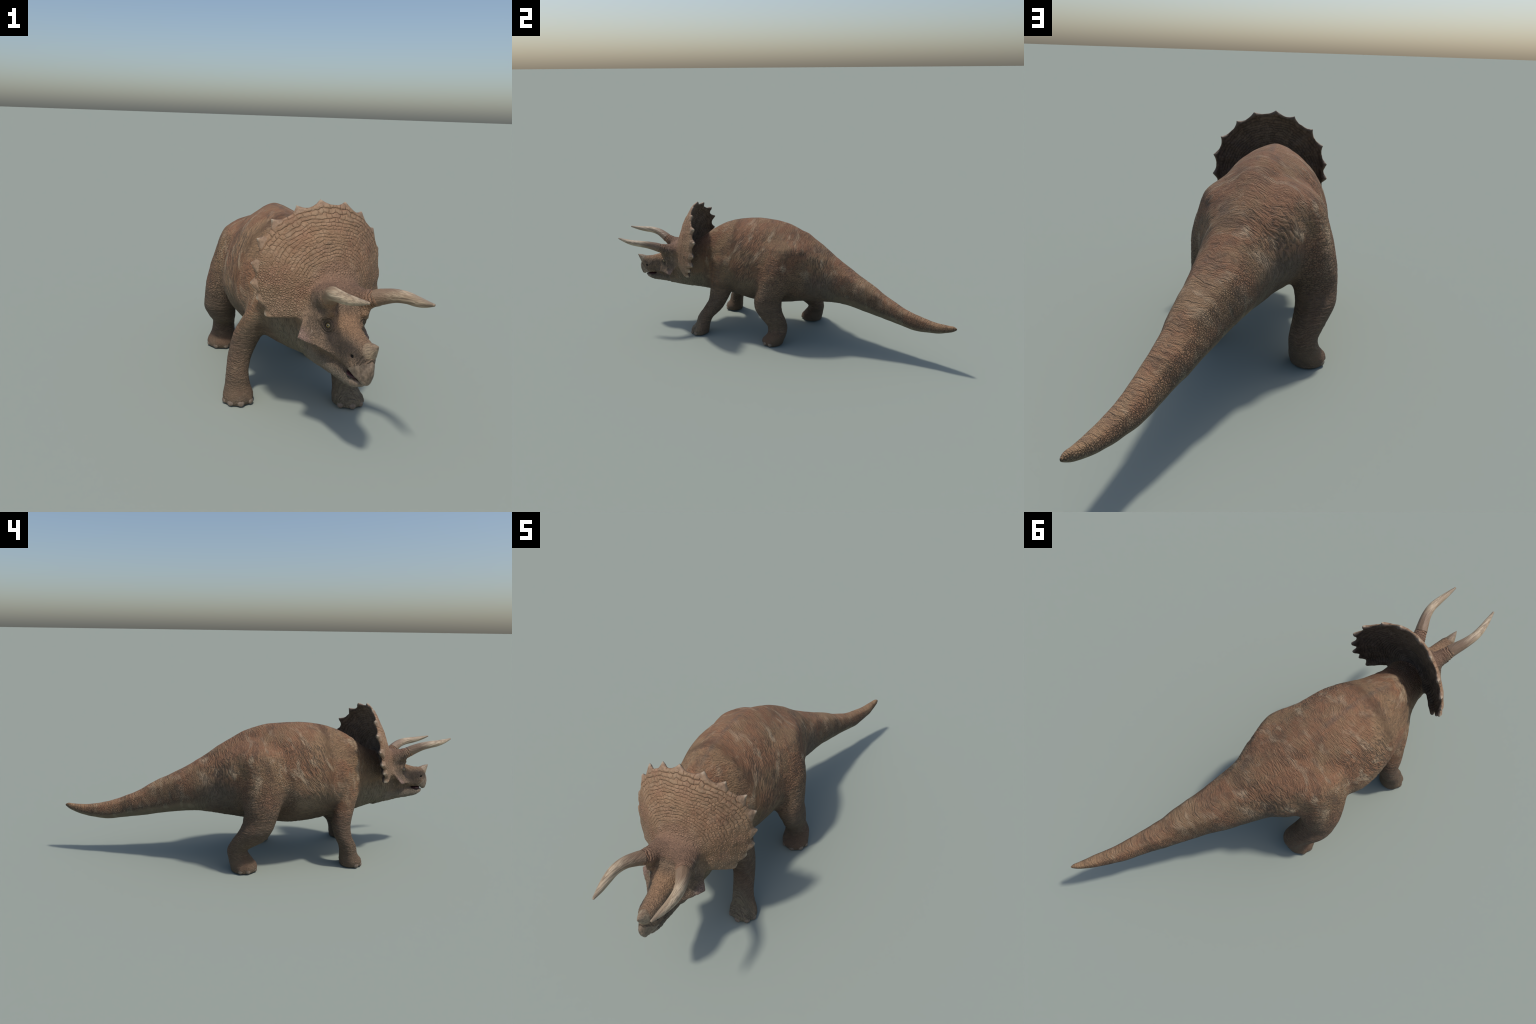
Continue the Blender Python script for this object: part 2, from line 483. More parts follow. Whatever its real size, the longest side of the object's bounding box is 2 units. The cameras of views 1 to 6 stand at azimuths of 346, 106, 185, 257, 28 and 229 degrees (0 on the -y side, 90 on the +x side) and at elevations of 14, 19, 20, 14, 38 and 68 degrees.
# ------------------------------------------------------------------ materials
class Nodes:
    def __init__(self, name):
        self.m = bpy.data.materials.new(name); self.m.use_nodes = True
        self.t = self.m.node_tree
        self.bsdf = self.t.nodes["Principled BSDF"]
        self.co = self.t.nodes.new("ShaderNodeTexCoord").outputs["Object"]
        self.nrm = self.t.nodes.new("ShaderNodeNewGeometry").outputs["Normal"]
    def put(self, sock, v):
        if isinstance(v, bpy.types.NodeSocket): self.t.links.new(v, sock)
        elif isinstance(v, (tuple, list)) and len(v) == 3 and sock.type == "RGBA": sock.default_value = (*v, 1)
        else: sock.default_value = v
    def math(self, op, a, b=0.0, c=0.0, clamp=False):
        n = self.t.nodes.new("ShaderNodeMath"); n.operation = op; n.use_clamp = clamp
        for i, v in enumerate((a, b, c)): self.put(n.inputs[i], v)
        return n.outputs[0]
    def add(self, a, b): return self.math("ADD", a, b)
    def mul(self, a, b): return self.math("MULTIPLY", a, b)
    def step(self, v, a, b, lo=0.0, hi=1.0):
        n = self.t.nodes.new("ShaderNodeMapRange"); n.interpolation_type = "SMOOTHSTEP"
        for s, x in zip(("Value", "From Min", "From Max", "To Min", "To Max"), (v, a, b, lo, hi)): self.put(n.inputs[s], x)
        return n.outputs[0]
    def lin(self, v, a, b, lo=0.0, hi=1.0):
        n = self.t.nodes.new("ShaderNodeMapRange")
        for s, x in zip(("Value", "From Min", "From Max", "To Min", "To Max"), (v, a, b, lo, hi)): self.put(n.inputs[s], x)
        return n.outputs[0]
    def dot(self, v, axis):
        n = self.t.nodes.new("ShaderNodeVectorMath"); n.operation = "DOT_PRODUCT"
        self.put(n.inputs[0], v); n.inputs[1].default_value = axis
        return n.outputs["Value"]
    def vec(self, x, y, z):
        n = self.t.nodes.new("ShaderNodeCombineXYZ")
        for i, v in enumerate((x, y, z)): self.put(n.inputs[i], v)
        return n.outputs[0]
    def xyz(self, v):
        n = self.t.nodes.new("ShaderNodeSeparateXYZ"); self.put(n.inputs[0], v); return n.outputs
    def scale(self, v, s):
        n = self.t.nodes.new("ShaderNodeVectorMath"); n.operation = "MULTIPLY"
        self.put(n.inputs[0], v); n.inputs[1].default_value = s; return n.outputs[0]
    def vadd(self, a, b):
        n = self.t.nodes.new("ShaderNodeVectorMath"); n.operation = "ADD"
        self.put(n.inputs[0], a); self.put(n.inputs[1], b); return n.outputs[0]
    def noise(self, v, scale, detail=2.0, rough=.55, dist=0.0, col=False):
        n = self.t.nodes.new("ShaderNodeTexNoise"); self.put(n.inputs["Vector"], v)
        n.inputs["Scale"].default_value = scale; n.inputs["Detail"].default_value = detail
        n.inputs["Roughness"].default_value = rough; n.inputs["Distortion"].default_value = dist
        return n.outputs["Color" if col else "Fac"]
    def cells(self, v, scale, feature="DISTANCE_TO_EDGE", rnd=1.0):
        n = self.t.nodes.new("ShaderNodeTexVoronoi"); n.feature = feature
        self.put(n.inputs["Vector"], v); n.inputs["Scale"].default_value = scale
        n.inputs["Randomness"].default_value = rnd
        return n.outputs["Distance"] if feature != "F1C" else n.outputs["Color"]
    def cellcol(self, v, scale, rnd=1.0):
        n = self.t.nodes.new("ShaderNodeTexVoronoi"); n.feature = "F1"
        self.put(n.inputs["Vector"], v); n.inputs["Scale"].default_value = scale
        n.inputs["Randomness"].default_value = rnd
        return self.xyz(n.outputs["Color"])[0]
    def mix(self, f, a, b, mode="MIX"):
        n = self.t.nodes.new("ShaderNodeMix"); n.data_type = "RGBA"; n.blend_type = mode
        self.put(n.inputs[0], f); self.put(n.inputs[6], a); self.put(n.inputs[7], b); return n.outputs[2]
    def mixf(self, f, a, b):
        n = self.t.nodes.new("ShaderNodeMix"); n.data_type = "FLOAT"
        self.put(n.inputs[0], f); self.put(n.inputs[2], a); self.put(n.inputs[3], b); return n.outputs[0]
    def groove(self, v, scale, width):
        """noise iso-line: 0 in the groove, 1 between"""
        f = self.noise(v, scale, 1.5, .5)
        a = self.math("ABSOLUTE", self.math("SUBTRACT", f, .5))
        return self.step(a, 0.0, width)
    def finish(self, color, height=None, dist=.003, strength=1.0, rough=.75, spec=.25):
        self.put(self.bsdf.inputs["Base Color"], color)
        self.put(self.bsdf.inputs["Roughness"], rough)
        self.bsdf.inputs["Specular IOR Level"].default_value = spec
        if height is not None:
            b = self.t.nodes.new("ShaderNodeBump"); b.inputs["Strength"].default_value = strength
            b.inputs["Distance"].default_value = dist
            self.put(b.inputs["Height"], height); self.t.links.new(b.outputs[0], self.bsdf.inputs["Normal"])
        return self.m

def head_coords(S):
    sub = S.vadd(S.co, tuple(-HO))
    return [S.dot(sub, tuple(HR[k])) for k in range(3)]

def skin_material():
    S = Nodes("dinosaur_skin")
    x, y, z = S.xyz(S.co)
    hx, hy, hz = head_coords(S)
    ax = S.math("ABSOLUTE", hx)
    # ---- where things are
    head = S.step(hy, .30, .22)
    frill_f = S.math("SUBTRACT", hy, S.add(S.lin(hz, .03, .335, .085, .205), S.mul(2.35, S.mul(hx, hx))))
    frill = S.mul(S.step(frill_f, -.035, .012), S.mul(head, S.step(hz, -.09, -.05)))
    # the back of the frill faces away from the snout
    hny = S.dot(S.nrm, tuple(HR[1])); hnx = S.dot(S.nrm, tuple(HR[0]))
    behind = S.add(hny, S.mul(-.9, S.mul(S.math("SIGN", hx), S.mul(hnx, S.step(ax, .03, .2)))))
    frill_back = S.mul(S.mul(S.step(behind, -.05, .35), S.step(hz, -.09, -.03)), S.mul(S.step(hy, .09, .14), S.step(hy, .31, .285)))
    neckzone = S.mul(S.step(y, -.42, -.50), S.math("SUBTRACT", 1.0, frill))
    notail = S.step(y, .34, .24)
    legz = S.mul(S.mul(S.step(z, .40, .27), notail), S.step(y, -.60, -.52))
    tail = S.step(y, .25, .45)
    # ---- warped coordinates
    wob = S.noise(S.co, 6.0, 2.0, .5, col=True)
    wv = S.scale(S.vadd(wob, (-.5, -.5, -.5)), (.07, .07, .07))
    wob2 = S.scale(S.vadd(S.noise(S.co, 30.0, 1.0, .5, col=True), (-.5, -.5, -.5)), (.010, .010, .010))
    p = S.vadd(S.vadd(S.co, wv), wob2)
    px, py, pz = S.xyz(p)
    nz = S.xyz(S.nrm)[2]
    dz = S.math("SUBTRACT", z, .45)
    dn = S.math("MINIMUM", dz, 0.0)
    slant = S.mul(S.math("SUBTRACT", S.mul(dz, .45), S.mul(1.2, S.mul(dn, dn))), S.mul(S.step(y, .12, -.10), S.step(y, -.45, -.30)))
    ys = S.math("SUBTRACT", py, slant)
    # long wavy grooves round the body
    g1 = S.groove(S.vec(S.mul(px, 22.), S.mul(ys, 98.), S.mul(pz, 22.)), 1.0, .15)
    g2 = S.groove(S.vec(S.mul(px, 48.), S.mul(ys, 150.), S.mul(pz, 48.)), 1.0, .16)
    # grooves round the legs, arching over the shoulder
    sr = S.math("SQRT", S.add(S.math("POWER", S.add(py, .36), 2.), S.math("POWER", S.add(pz, -.20), 2.)))
    shoulder = S.mul(S.mul(S.step(y, -.22, -.29), S.step(y, -.52, -.45)), S.step(z, .27, .34))
    ring = S.mixf(shoulder, pz, sr)
    g3 = S.groove(S.vec(S.mul(px, 24.), S.mul(py, 24.), S.mul(ring, 130.)), 1.0, .13)
    g3b = S.groove(S.vec(S.mul(px, 70.), S.mul(py, 70.), S.mul(ring, 190.)), 1.0, .15)
    # plump cells of the thigh, wider than tall, and small pebbles
    cth = S.step(S.cells(S.vec(S.mul(px, 75.), S.mul(py, 75.), S.mul(pz, 150.)), 1.0), .0, .17)
    peb = S.step(S.cells(p, 185.), 0.0, .25)
    peb2 = S.step(S.cells(S.co, 290.), 0.0, .34)
    fine = S.noise(S.co, 420., 2.0, .6)
    # rings of the tail
    yt = S.add(py, S.mul(.35, S.math("ABSOLUTE", S.math("SUBTRACT", S.math("SUBTRACT", x, S.mul(.30, y)), -.05))))
    g4 = S.groove(S.vec(S.mul(px, 5.), S.mul(yt, 52.), S.mul(pz, 5.)), 1.0, .05)
    g5 = S.groove(S.vec(S.mul(px, 30.), S.mul(yt, 120.), S.mul(pz, 30.)), 1.0, .13)
    # ---- frill and face scales: rows along arcs round the frill
    fz = S.math("SUBTRACT", hz, .05)
    rr = S.math("SQRT", S.add(S.mul(hx, hx), S.mul(fz, fz)))
    aa = S.math("ARCTAN2", ax, fz)
    sw = S.vadd(S.noise(S.vec(ax, hy, hz), 16., 2.0, .5, col=True), (-.5, -.5, -.5))
    swx, swy, _ = S.xyz(sw)
    sv = S.add(S.math("SUBTRACT", S.mul(rr, 127.), S.mul(S.mul(rr, rr), 104.)), S.add(S.mul(swy, 2.2), S.mul(S.math("SUBTRACT", S.noise(S.vec(ax, hy, hz), 55., 1.0, .5), .5), .75)))
    row = S.math("FLOOR", sv)
    fv = S.math("SUBTRACT", sv, row)
    su = S.add(S.add(S.mul(aa, 12.0), S.mul(row, .5)), S.add(S.mul(swx, 3.2), S.mul(S.math("SINE", S.mul(row, 12.9)), .6)))
    fu = S.math("SUBTRACT", su, S.math("FLOOR", su))
    wn = S.t.nodes.new("ShaderNodeTexWhiteNoise"); wn.noise_dimensions = "2D"
    S.put(wn.inputs["Vector"], S.vec(S.math("FLOOR", S.add(su, .5)), row, 3.0))
    fcol_ = wn.outputs["Value"]
    bu = S.math("POWER", S.math("ABSOLUTE", S.math("MULTIPLY_ADD", fu, 2.0, -1.0)), 5.0)
    bv = S.math("POWER", S.math("ABSOLUTE", S.math("MULTIPLY_ADD", fv, 2.0, -1.0)), 3.5)
    fs = S.mul(S.math("SUBTRACT", 1.0, S.mul(bu, S.lin(fcol_, 0., 1., .1, .75))), S.math("SUBTRACT", 1.0, S.mul(bv, .85)))
    wn = S.t.nodes.new("ShaderNodeTexWhiteNoise"); wn.noise_dimensions = "2D"
    S.put(wn.inputs["Vector"], S.vec(S.math("FLOOR", su), row, 0.0))
    fcol = wn.outputs["Value"]
    fsv = S.vec(S.add(ax, S.mul(swx, .01)), S.add(hy, S.mul(swy, .01)), hz)
    fs2 = S.lin(S.step(S.cells(fsv, 125., rnd=.75), 0.0, .34), 0., 1., .30, 1.)
    rows = S.mul(S.step(rr, .080, .11), S.step(aa, 1.55, 1.05))
    scale_h = S.mixf(rows, fs2, fs)
    # ---- height of the relief, 0 in the grooves and about 1 on top
    top = S.step(nz, .45, .9)
    bodyh = S.add(S.add(S.mul(g1, .50), S.mul(g2, .25)), S.add(S.mul(peb, .15), S.mul(peb2, .10)))
    bodyt = S.add(S.add(S.mul(g1, .22), S.mul(g2, .18)), S.add(S.mul(peb2, .22), .38))
    bodyh = S.mixf(top, bodyh, bodyt)
    thighw = S.mul(S.mul(S.step(z, .62, .42), S.step(z, .20, .28)), S.mul(S.step(y, -.16, -.08), S.step(y, .24, .14)))
    thighw = S.mul(thighw, S.step(S.math("ABSOLUTE", x), .08, .15))
    thighh = S.add(S.add(S.mul(cth, .55), S.mul(g3, .25)), S.mul(peb2, .20))
    legh = S.add(S.add(S.mul(g3, .38), S.mul(g3b, .22)), S.add(S.mul(peb2, .20), .20))
    legh = S.mixf(S.step(z, .075, .045), legh, S.add(S.mul(peb2, .3), .6))
    tside = S.step(nz, .80, .45)
    tailh = S.mixf(tside, S.add(S.add(S.mul(g4, .24), S.mul(g5, .14)), S.add(S.mul(peb2, .14), .44)),
                   S.add(S.add(S.mul(peb, .66), S.mul(g5, .18)), S.mul(peb2, .16)))
    tailh = S.mixf(S.step(nz, -.1, -.5), tailh, S.add(S.mul(peb2, .3), .6))
    neckh = S.add(S.add(S.mul(g1, .30), S.mul(g2, .32)), S.add(S.mul(peb2, .15), .2))
    faceh = S.add(S.add(S.mul(S.groove(S.vec(S.mul(ax, 70.), S.mul(hy, 130.), S.mul(hz, 100.)), 1.0, .14), .30), S.mul(peb2, .25)),
                  S.add(S.mul(S.step(S.cells(fsv, 190.), 0.0, .34), .20), .25))
    def rings(c, pitch, w0, w1, seed):
        v = S.vadd(S.vec(ax, hy, hz), tuple(-np.asarray(c, float)))
        n = S.t.nodes.new("ShaderNodeVectorMath"); n.operation = "LENGTH"; S.put(n.inputs[0], v)
        r = n.outputs["Value"]
        ph = S.add(S.mul(r, 2*math.pi/pitch), S.mul(S.noise(S.vadd(S.vec(ax, hy, hz), (seed, 0, 0)), 38., 2.0, .55), 11.0))
        return S.add(S.mul(S.math("SINE", ph), .5), .5), S.step(r, w1, w0)
    e1, w1 = rings(EYE, .0070, .020, .042, 0.)
    e2, w2 = rings(HORN[1], .0088, .034, .062, 3.)
    e3, w3 = rings((.0, -.185, -.112), .0090, .062, .085, 6.)
    ringh = S.mixf(w2, S.mixf(w3, .6, e3), e2)
    ringh = S.mixf(w1, ringh, e1)
    ringw = S.math("MAXIMUM", S.math("MAXIMUM", w1, w2), w3)
    faceh = S.mixf(S.mul(ringw, .62), faceh, ringh)
    h = S.mixf(tail, bodyh, tailh)
    h = S.mixf(thighw, h, thighh)
    h = S.mixf(S.math("MAXIMUM", S.mul(legz, S.math("SUBTRACT", 1.0, thighw)), S.mul(shoulder, .8)), h, legh)
    h = S.mixf(neckzone, h, neckh)
    h = S.mixf(S.mul(head, S.step(hy, .12, .06)), h, faceh)
    h = S.mixf(frill, h, S.add(S.mul(scale_h, .62), .36))
    h = S.mixf(S.mul(frill, frill_back), h, S.add(S.mul(fs, .25), .6))
    h0 = h
    h = S.add(h, S.mul(S.math("SUBTRACT", fine, .5), .22))
    # ---- colour
    big = S.noise(S.co, 5.5, 3.0, .6)
    streak = S.noise(S.vec(S.mul(px, 9.), S.mul(ys, 15.), S.mul(pz, 8.)), 1.0, 4.0, .62)
    mott = S.noise(S.co, 34., 4.0, .65)
    brown, rust, pale, grey = (.338, .207, .114), (.336, .170, .093), (.530, .382, .245), (.165, .122, .083)
    col = S.mix(S.step(big, .42, .60), brown, rust)
    flank = S.add(.55, S.mul(.45, S.mul(S.step(z, .36, .46), S.step(nz, .95, .6))))
    col = S.mix(S.mul(S.step(streak, .52, .66), S.mul(flank, .90)), col, pale)
    dstreak = S.noise(S.vec(S.mul(px, 10.), S.mul(S.add(ys, 3.), 19.), S.mul(pz, 10.)), 1.0, 4.0, .62)
    col = S.mix(S.mul(S.step(dstreak, .50, .64), .65), col, (.190, .110, .068))
    col = S.mix(S.mul(S.step(mott, .50, .75), .50), col, (.410, .280, .172))
    col = S.mix(S.mul(S.step(mott, .48, .30), .40), col, grey)
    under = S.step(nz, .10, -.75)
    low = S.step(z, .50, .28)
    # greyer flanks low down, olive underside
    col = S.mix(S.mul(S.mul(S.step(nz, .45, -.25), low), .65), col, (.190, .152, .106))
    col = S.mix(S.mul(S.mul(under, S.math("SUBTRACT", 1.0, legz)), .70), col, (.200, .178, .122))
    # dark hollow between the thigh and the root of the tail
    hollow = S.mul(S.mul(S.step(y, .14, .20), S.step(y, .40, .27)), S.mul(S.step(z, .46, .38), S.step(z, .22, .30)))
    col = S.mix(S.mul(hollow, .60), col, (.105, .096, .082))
    col = S.mix(S.mul(S.mul(thighw, S.step(z, .46, .36)), .35), col, (.200, .120, .082))
    col = S.mix(S.mul(S.mul(legz, S.step(z, .36, .20)), .75), col, (.132, .096, .068))
    thr = S.mul(neckzone, S.step(z, .44, .30))
    col = S.mix(S.mul(thr, .7), col, (.205, .178, .122))
    # dark line down the middle of the back over the shoulders
    ridge = S.mul(S.step(S.math("ABSOLUTE", S.add(S.add(x, .02), S.mul(S.math("SUBTRACT", big, .5), .02))), .018, .001), S.mul(S.step(y, -.44, -.32), S.step(y, .04, -.14)))
    ridge = S.mul(ridge, S.step(S.noise(S.co, 10., 2.0, .6), .30, .60))
    col = S.mix(S.mul(S.mul(ridge, S.step(z, .58, .62)), .48), col, (.115, .104, .092))
    # pale spots along the side of the tail
    spots = S.step(S.noise(S.vec(x, y, S.mul(z, .6)), 34., 1.0, .4), .55, .66)
    col = S.mix(S.mul(S.mul(spots, S.mul(tail, S.step(nz, .35, -.1))), .55), col, (.32, .275, .19))
    # head
    face = S.mix(S.step(mott, .4, .65), (.200, .142, .098), (.290, .198, .130))
    snouttop = S.mul(S.step(hz, -.055, -.02), S.step(hy, .03, -.01))
    face = S.mix(S.mul(snouttop, .85), face, (.440, .262, .150))  # snout top brightened in base colour to show sunlight on it
    face = S.mix(S.mul(S.step(S.noise(S.vec(S.mul(hx, 40.), S.mul(hy, 60.), S.mul(hz, 26.)), 1.0, 3.0, .6), .56, .66), S.mul(.8, S.mul(S.step(ax, .062, .09), S.step(hy, .02, .06)))), face, (.50, .37, .27))
    jug = S.mul(S.step(ax, .090, .115), S.step(hz, -.05, -.085))
    face = S.mix(S.mul(jug, .6), face, (.45, .29, .235))
    face = S.mix(S.mul(S.step(hz, -.13, -.165), .7), face, (.255, .215, .160))
    ering = S.math("SQRT", S.add(S.add(S.math("POWER", S.add(ax, -float(EYE[0])), 2.), S.math("POWER", S.add(hy, -float(EYE[1])), 2.)), S.math("POWER", S.add(hz, -float(EYE[2])), 2.)))
    face = S.mix(S.mul(S.step(ering, .034, .010), .65), face, (.080, .064, .050))  # shading under the brow, tinted dark around the eye
    facew = S.mul(head, S.step(hy, .16, .08))
    col = S.mix(facew, col, face)
    frc = S.mix(S.mul(rows, fcol), (.238, .143, .083), (.310, .186, .108))
    red = S.noise(S.co, 17., 3.0, .6)
    frc = S.mix(S.mul(S.step(red, .48, .64), .65), frc, (.285, .150, .093))
    frc = S.mix(S.mul(S.step(red, .42, .30), .5), frc, (.33, .230, .145))
    frc = S.mix(S.mul(S.step(hz, .05, -.05), .45), frc, (.250, .188, .125))
    frc = S.mix(S.mul(S.step(mott, .5, .75), .4), frc, (.40, .285, .178))
    col = S.mix(frill, col, frc)
    col = S.mix(S.mul(S.mul(S.step(rr, .10, .085), S.step(hz, .03, .06)), S.mul(.6, facew)), col, (.300, .170, .110))
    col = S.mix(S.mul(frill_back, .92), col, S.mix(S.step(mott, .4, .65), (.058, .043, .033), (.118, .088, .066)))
    # grooves coloured darker, the tops paler
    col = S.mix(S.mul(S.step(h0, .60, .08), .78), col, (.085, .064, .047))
    col = S.mix(S.mul(S.step(h, .72, 1.08), .30), col, pale)
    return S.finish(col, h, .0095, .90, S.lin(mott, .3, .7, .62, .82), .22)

def horn_material(name, axis, base, tip, length, dark=(.13, .094, .062), pale=(.56, .435, .29)):
    """axis: object-space direction from base to tip; length in metres"""
    S = Nodes(name)
    g = S.math("DIVIDE", S.dot(S.vadd(S.co, tuple(-np.asarray(base))), tuple(axis)), length)
    a = np.asarray(axis, float)
    t1 = np.cross(a, [0, 0, 1.]); t1 /= np.linalg.norm(t1); t2 = np.cross(a, t1)
    u = S.dot(S.co, tuple(t1)); v = S.dot(S.co, tuple(t2)); w = S.dot(S.co, tuple(a))
    fib = S.noise(S.vec(S.mul(u, 240.), S.mul(v, 240.), S.mul(w, 7.)), 1.0, 3.0, .6)
    fib2 = S.noise(S.vec(S.mul(u, 70.), S.mul(v, 70.), S.mul(w, 10.)), 1.0, 2.0, .5)
    col = S.mix(S.step(fib2, .35, .65), (.38, .278, .178), pale)
    col = S.mix(S.mul(S.step(fib, .52, .38), .45), col, dark)
    col = S.mix(S.mul(.9, S.step(S.add(g, S.mul(S.math("SUBTRACT", fib2, .5), .25)), .46, .08)), col, (.225, .148, .094))
    col = S.mix(S.mul(S.step(g, .72, 1.0), .55), col, (.20, .145, .10))
    h = S.add(S.mul(fib, .8), S.mul(fib2, .6))
    return S.finish(col, h, .0050, .8, .45, .4)

def plain_horn(name, colours, fibre=(150., 150., 30.)):
    S = Nodes(name)
    n = S.noise(S.scale(S.co, fibre), 1.0, 3.0, .6)
    m = S.noise(S.co, 60., 2.0, .6)
    col = S.mix(S.step(n, .35, .65), colours[0], colours[1])
    col = S.mix(S.mul(S.step(m, .5, .7), .4), col, colours[2])
    return S.finish(col, S.add(n, S.mul(m, .5)), .0035, .8, .5, .4)

def flat_material(name, col, rough=.3, spec=.5, coat=0.0):
    S = Nodes(name)
    f = S.noise(S.co, 300., 2.0, .5)
    c = S.mix(f, tuple(v*.85 for v in col), tuple(min(1, v*1.15) for v in col))
    m = S.finish(c, None, rough=rough, spec=spec)
    S.bsdf.inputs["Coat Weight"].default_value = coat
    S.bsdf.inputs["Coat Roughness"].default_value = .05
    return m

SKIN = skin_material()
def spike_material(tip):
    """skin-brown at the root, paler worn horn towards the tip"""
    S = Nodes("frill_spike_horn")
    off = S.vadd(S.co, tuple(-np.asarray(tip)))
    n = S.t.nodes.new("ShaderNodeVectorMath"); n.operation = "LENGTH"; S.put(n.inputs[0], off)
    d = S.add(n.outputs["Value"], S.mul(S.math("SUBTRACT", S.noise(S.co, 110., 2.0, .6), .5), .010))
    m = S.noise(S.co, 90., 3.0, .6)
    base = S.mix(S.step(m, .35, .65), (.240, .152, .094), (.325, .212, .132))
    col = S.mix(S.step(d, .019, .004), base, S.mix(m, (.36, .27, .185), (.50, .39, .275)))
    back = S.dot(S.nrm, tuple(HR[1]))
    col = S.mix(S.mul(S.step(back, .15, .55), .80), col, (.075, .058, .046))  # rear faces darkened for the shade behind the frill
    return S.finish(col, m, .0030, .8, .6, .3)
BEAK = plain_horn("beak_horn", [(.130, .093, .064), (.225, .164, .112), (.27, .20, .142)], (160., 45., 60.))
NAIL = plain_horn("nail_horn", [(.150, .112, .082), (.205, .154, .114), (.18, .130, .092)], (90., 90., 40.))
DARK = flat_material("nostril_dark", (.012, .010, .009), .8, .1)
MOUTH = flat_material("mouth_lining", (.045, .012, .014), .5, .4)

# ------------------------------------------------------------------ objects
root = bpy.data.objects.new("horned_dinosaur", None)
bpy.context.scene.collection.objects.link(root)
root["label"] = "brown wrinkled three-horned dinosaur with bony neck frill, walking"
root["category"] = "dinosaur"

def make_object(name, verts, faces, mat, parent, normals=None, smooth=True):
    me = bpy.data.meshes.new(name)
    me.from_pydata(verts.tolist() if isinstance(verts, np.ndarray) else verts, [], faces.tolist() if isinstance(faces, np.ndarray) else faces)
    me.materials.append(mat)
    if smooth:
        me.polygons.foreach_set("use_smooth", np.ones(len(me.polygons), bool))
    if normals is not None:
        me.normals_split_custom_set_from_vertices(normals.tolist())
    ob = bpy.data.objects.new(name, me)
    bpy.context.scene.collection.objects.link(ob)
    ob.parent = parent
    return ob

OBJ = {}
def cut(mask, name, mat, parent):
    f = F[mask]
    used, inv = np.unique(f, return_inverse=True)
    return make_object(name, V[used], inv.reshape(f.shape), mat, parent, N[used])

for k in (3, 2, 0, 1, 4, 5, 6, 7, 8):
    m = key == k
    if m.any():
        par = OBJ[0] if k == 1 else root
        OBJ[k] = cut(m, PARTS[k], SKIN, par)
for k in (9, 10):
    if (key == k).any():
        OBJ[k] = cut(key == k, PARTS[k], BEAK, OBJ[0])
for k in range(100, 116):
    if (key == k).any():
        j = (k - 100) % 8; sx, sy, sz = SPIKES[7 - j]
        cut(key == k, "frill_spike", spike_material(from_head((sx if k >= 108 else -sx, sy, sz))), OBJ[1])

# ---- horns: tapered, curved, fluted sweeps
def sweep(points, radii, rings=64, seg=40, flute=0.0, flat=1.0, seed=0):
    pts = np.array(points); t = np.linspace(0, 1, len(pts))
    tt = 1 - (1 - np.linspace(0, 1, rings))**1.25
    P = curve(t, pts, tt); R = curve(t, np.array(radii), tt)
    T = np.gradient(P, axis=0); T /= np.linalg.norm(T, axis=1)[:, None]
    up = np.array([0, 0, 1.])
    A = np.cross(T, up); A /= np.linalg.norm(A, axis=1)[:, None]
    Bv = np.cross(A, T)
    th = np.linspace(0, 2*np.pi, seg, endpoint=False)
    r0 = np.random.default_rng(seed)
    ph = r0.uniform(0, 6.28, 6)
    fl = sum(np.sin(th*k + ph[i])/k**.5 for i, k in enumerate((5, 7, 9, 12, 15, 19)))
    verts = []
    for i in range(rings):
        rr = R[i]*(1 + flute*fl*np.clip(1.2 - tt[i], 0, 1)*np.sin(th*0 + 1))
        verts.append(P[i] + (A[i][None]*np.cos(th)[:, None]*flat + Bv[i][None]*np.sin(th)[:, None])*rr[:, None])
    verts = np.concatenate(verts + [P[-1:] + T[-1:]*R[-1]*.8, P[:1]])
    n = rings*seg
    faces = [(i*seg + j, i*seg + (j+1) % seg, (i+1)*seg + (j+1) % seg, (i+1)*seg + j) for i in range(rings-1) for j in range(seg)]
    faces += [((rings-1)*seg + j, (rings-1)*seg + (j+1) % seg, n) for j in range(seg)]
    faces += [((j+1) % seg, j, n + 1) for j in range(seg)]
    return verts, faces

for s, seed in ((-1, 3), (1, 4)):
    pts = [from_head((s*a, b, c)) for a, b, c in HORN]
    base, tip = pts[1], pts[-1]
    L = np.linalg.norm(tip - base)
    mat = horn_material("brow_horn_sheath", (tip - base)/L, base, tip, L)
    v, f = sweep(pts, HORN_R, 80, 72, .028, 1.0, seed)
    make_object("brow_horn", v, f, mat, OBJ[0])

npts = [from_head(q) for q in ((0, -.126, -.066), (0, -.139, -.054), (0, -.152, -.043), (0, -.165, -.033), (0, -.1765, -.0245))]
L = np.linalg.norm(npts[-1] - npts[0])
mat = horn_material("nose_horn_sheath", (npts[-1] - npts[0])/L, npts[0], npts[-1], L, dark=(.09, .064, .045), pale=(.27, .192, .128))
v, f = sweep(npts, [.0300, .0265, .0190, .0105, .0016], 44, 48, .03, .84, 9)
make_object("nose_horn", v, f, mat, OBJ[0])

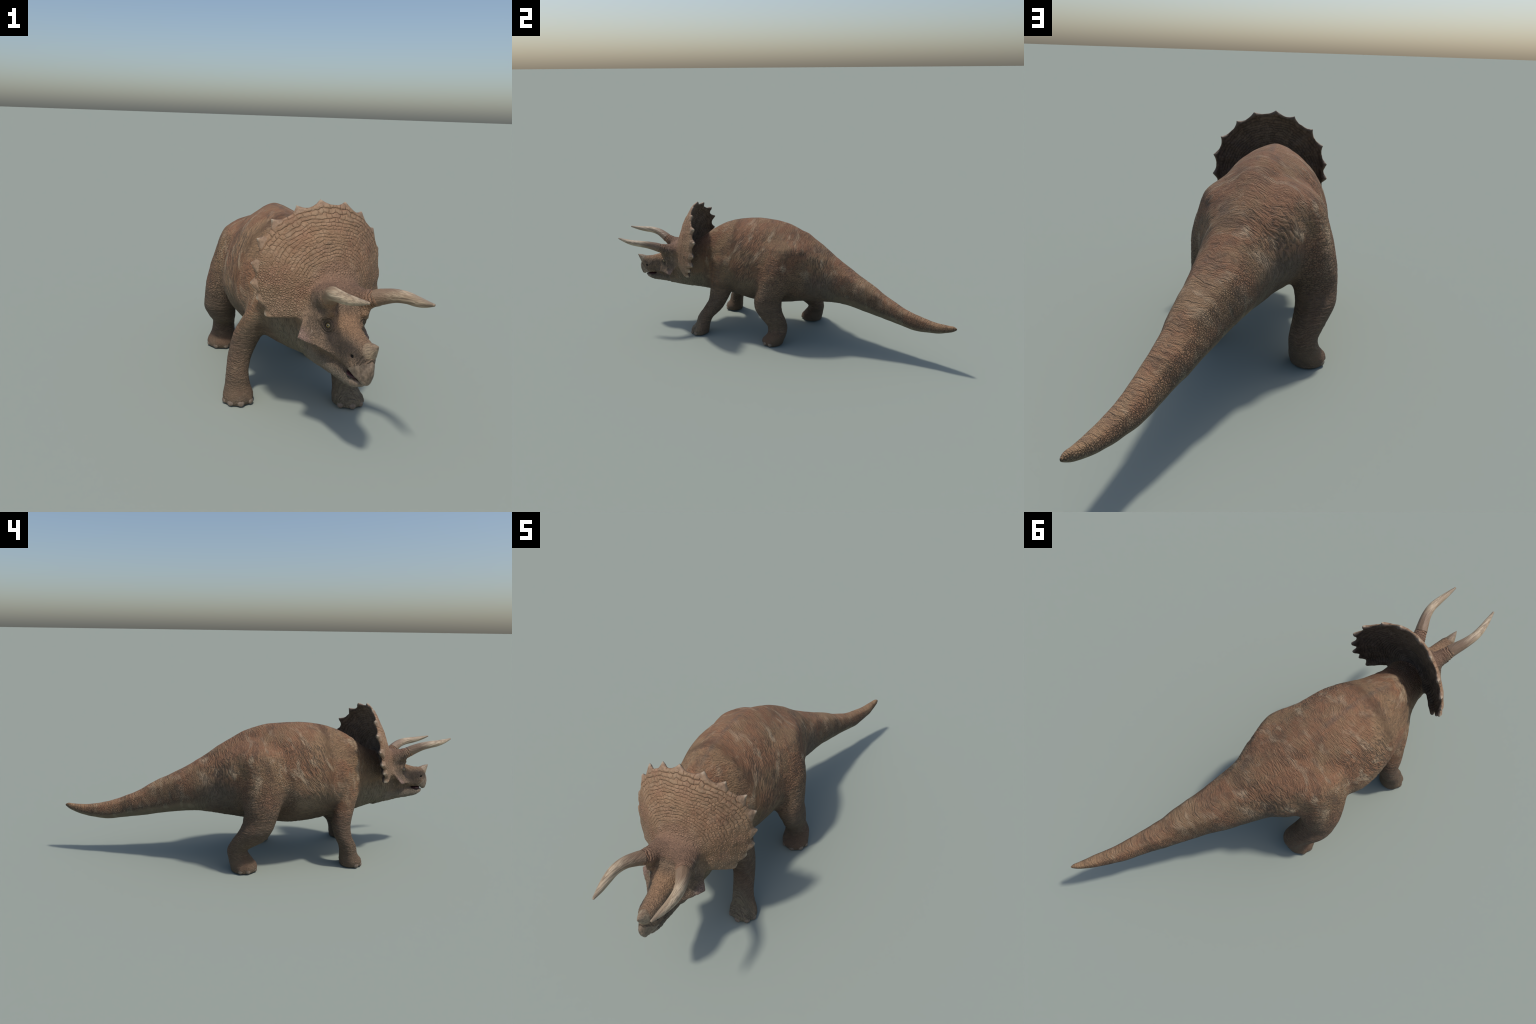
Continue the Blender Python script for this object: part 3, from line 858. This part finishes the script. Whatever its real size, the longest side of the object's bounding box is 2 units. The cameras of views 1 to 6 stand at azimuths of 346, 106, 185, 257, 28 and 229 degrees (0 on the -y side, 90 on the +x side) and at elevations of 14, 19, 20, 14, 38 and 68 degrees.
def ball(name, c, r, mat, parent, frame=None, seg=28, rings=18, shape=None):
    """ellipsoid with half axes r along the rows of frame"""
    frame = np.eye(3) if frame is None else np.asarray(frame)
    th = np.linspace(0, np.pi, rings); ph = np.linspace(0, 2*np.pi, seg, endpoint=False)
    u = np.stack([np.sin(th)[:, None]*np.cos(ph)[None], np.sin(th)[:, None]*np.sin(ph)[None], np.broadcast_to(np.cos(th)[:, None], (rings, seg))], -1).reshape(-1, 3)
    if shape: u = shape(u)
    v = np.asarray(c) + (u*np.asarray(r)) @ frame
    f = [(i*seg + j, (i+1)*seg + j, (i+1)*seg + (j+1) % seg, i*seg + (j+1) % seg) for i in range(rings-1) for j in range(seg)]
    return make_object(name, v, f, mat, parent)

# ---- eyes: yellow iris with a dark round pupil, under a clear coat
def eye_material(c, d):
    S = Nodes("yellow_eye")
    off = S.vadd(S.co, tuple(-np.asarray(c)))
    along = S.dot(off, tuple(d))
    n = S.t.nodes.new("ShaderNodeVectorMath"); n.operation = "LENGTH"; S.put(n.inputs[0], off)
    cosang = S.math("DIVIDE", along, n.outputs["Value"])
    speck = S.noise(S.co, 700., 2.0, .6)
    col = S.mix(speck, (.24, .155, .040), (.42, .29, .085))
    col = S.mix(S.step(cosang, .80, .70), col, (.10, .075, .03))
    col = S.mix(S.step(cosang, .925, .945), col, (.008, .007, .006))
    m = S.finish(col, None, rough=.15, spec=.5)
    S.bsdf.inputs["Coat Weight"].default_value = 1.0
    return m
for s in (-1, 1):
    c = from_head((s*(EYE[0] - .0042), EYE[1] - .0005, EYE[2]))
    d = np.array([s*.80, -.58, .05]) @ HR; d /= np.linalg.norm(d)
    ball("eye", c, (.0090,)*3, eye_material(c, d), OBJ[0])
    c = from_head((s*(NOSTRIL[0] - .0062), NOSTRIL[1], NOSTRIL[2]))
    ball("nostril", c, (.0030, .0095, .0055), DARK, OBJ[0], HR)
ball("mouth_lining", from_head((0, -.092, -.1445)), (.029, .030, .0085), MOUTH, OBJ[0], HR)

# ---- hoof-like nails set into the front of each toe
def nails(leg, vals, zs, toes):
    for a in TOES[toes]:
        c, r, out, side = toe_frame(vals, zs, a)
        tilt = np.array([0, 0, 1.]) - .30*out; tilt /= np.linalg.norm(tilt)
        o2 = np.cross(side, tilt); o2 = o2 if o2 @ out > 0 else -o2
        ball("claw", c + .76*r + out*.0108 + np.array([0, 0, .0126]), (.0078, .0128, .0122), NAIL, leg, [o2, side, tilt])
nails(OBJ[5], FORE_RIGHT, FORE_Z, "fr")
nails(OBJ[6], FORE_LEFT, FORE_Z, "fl")
nails(OBJ[7], HIND_RIGHT, HIND_Z, "hr")
nails(OBJ[8], HIND_LEFT, HIND_Z, "hl")
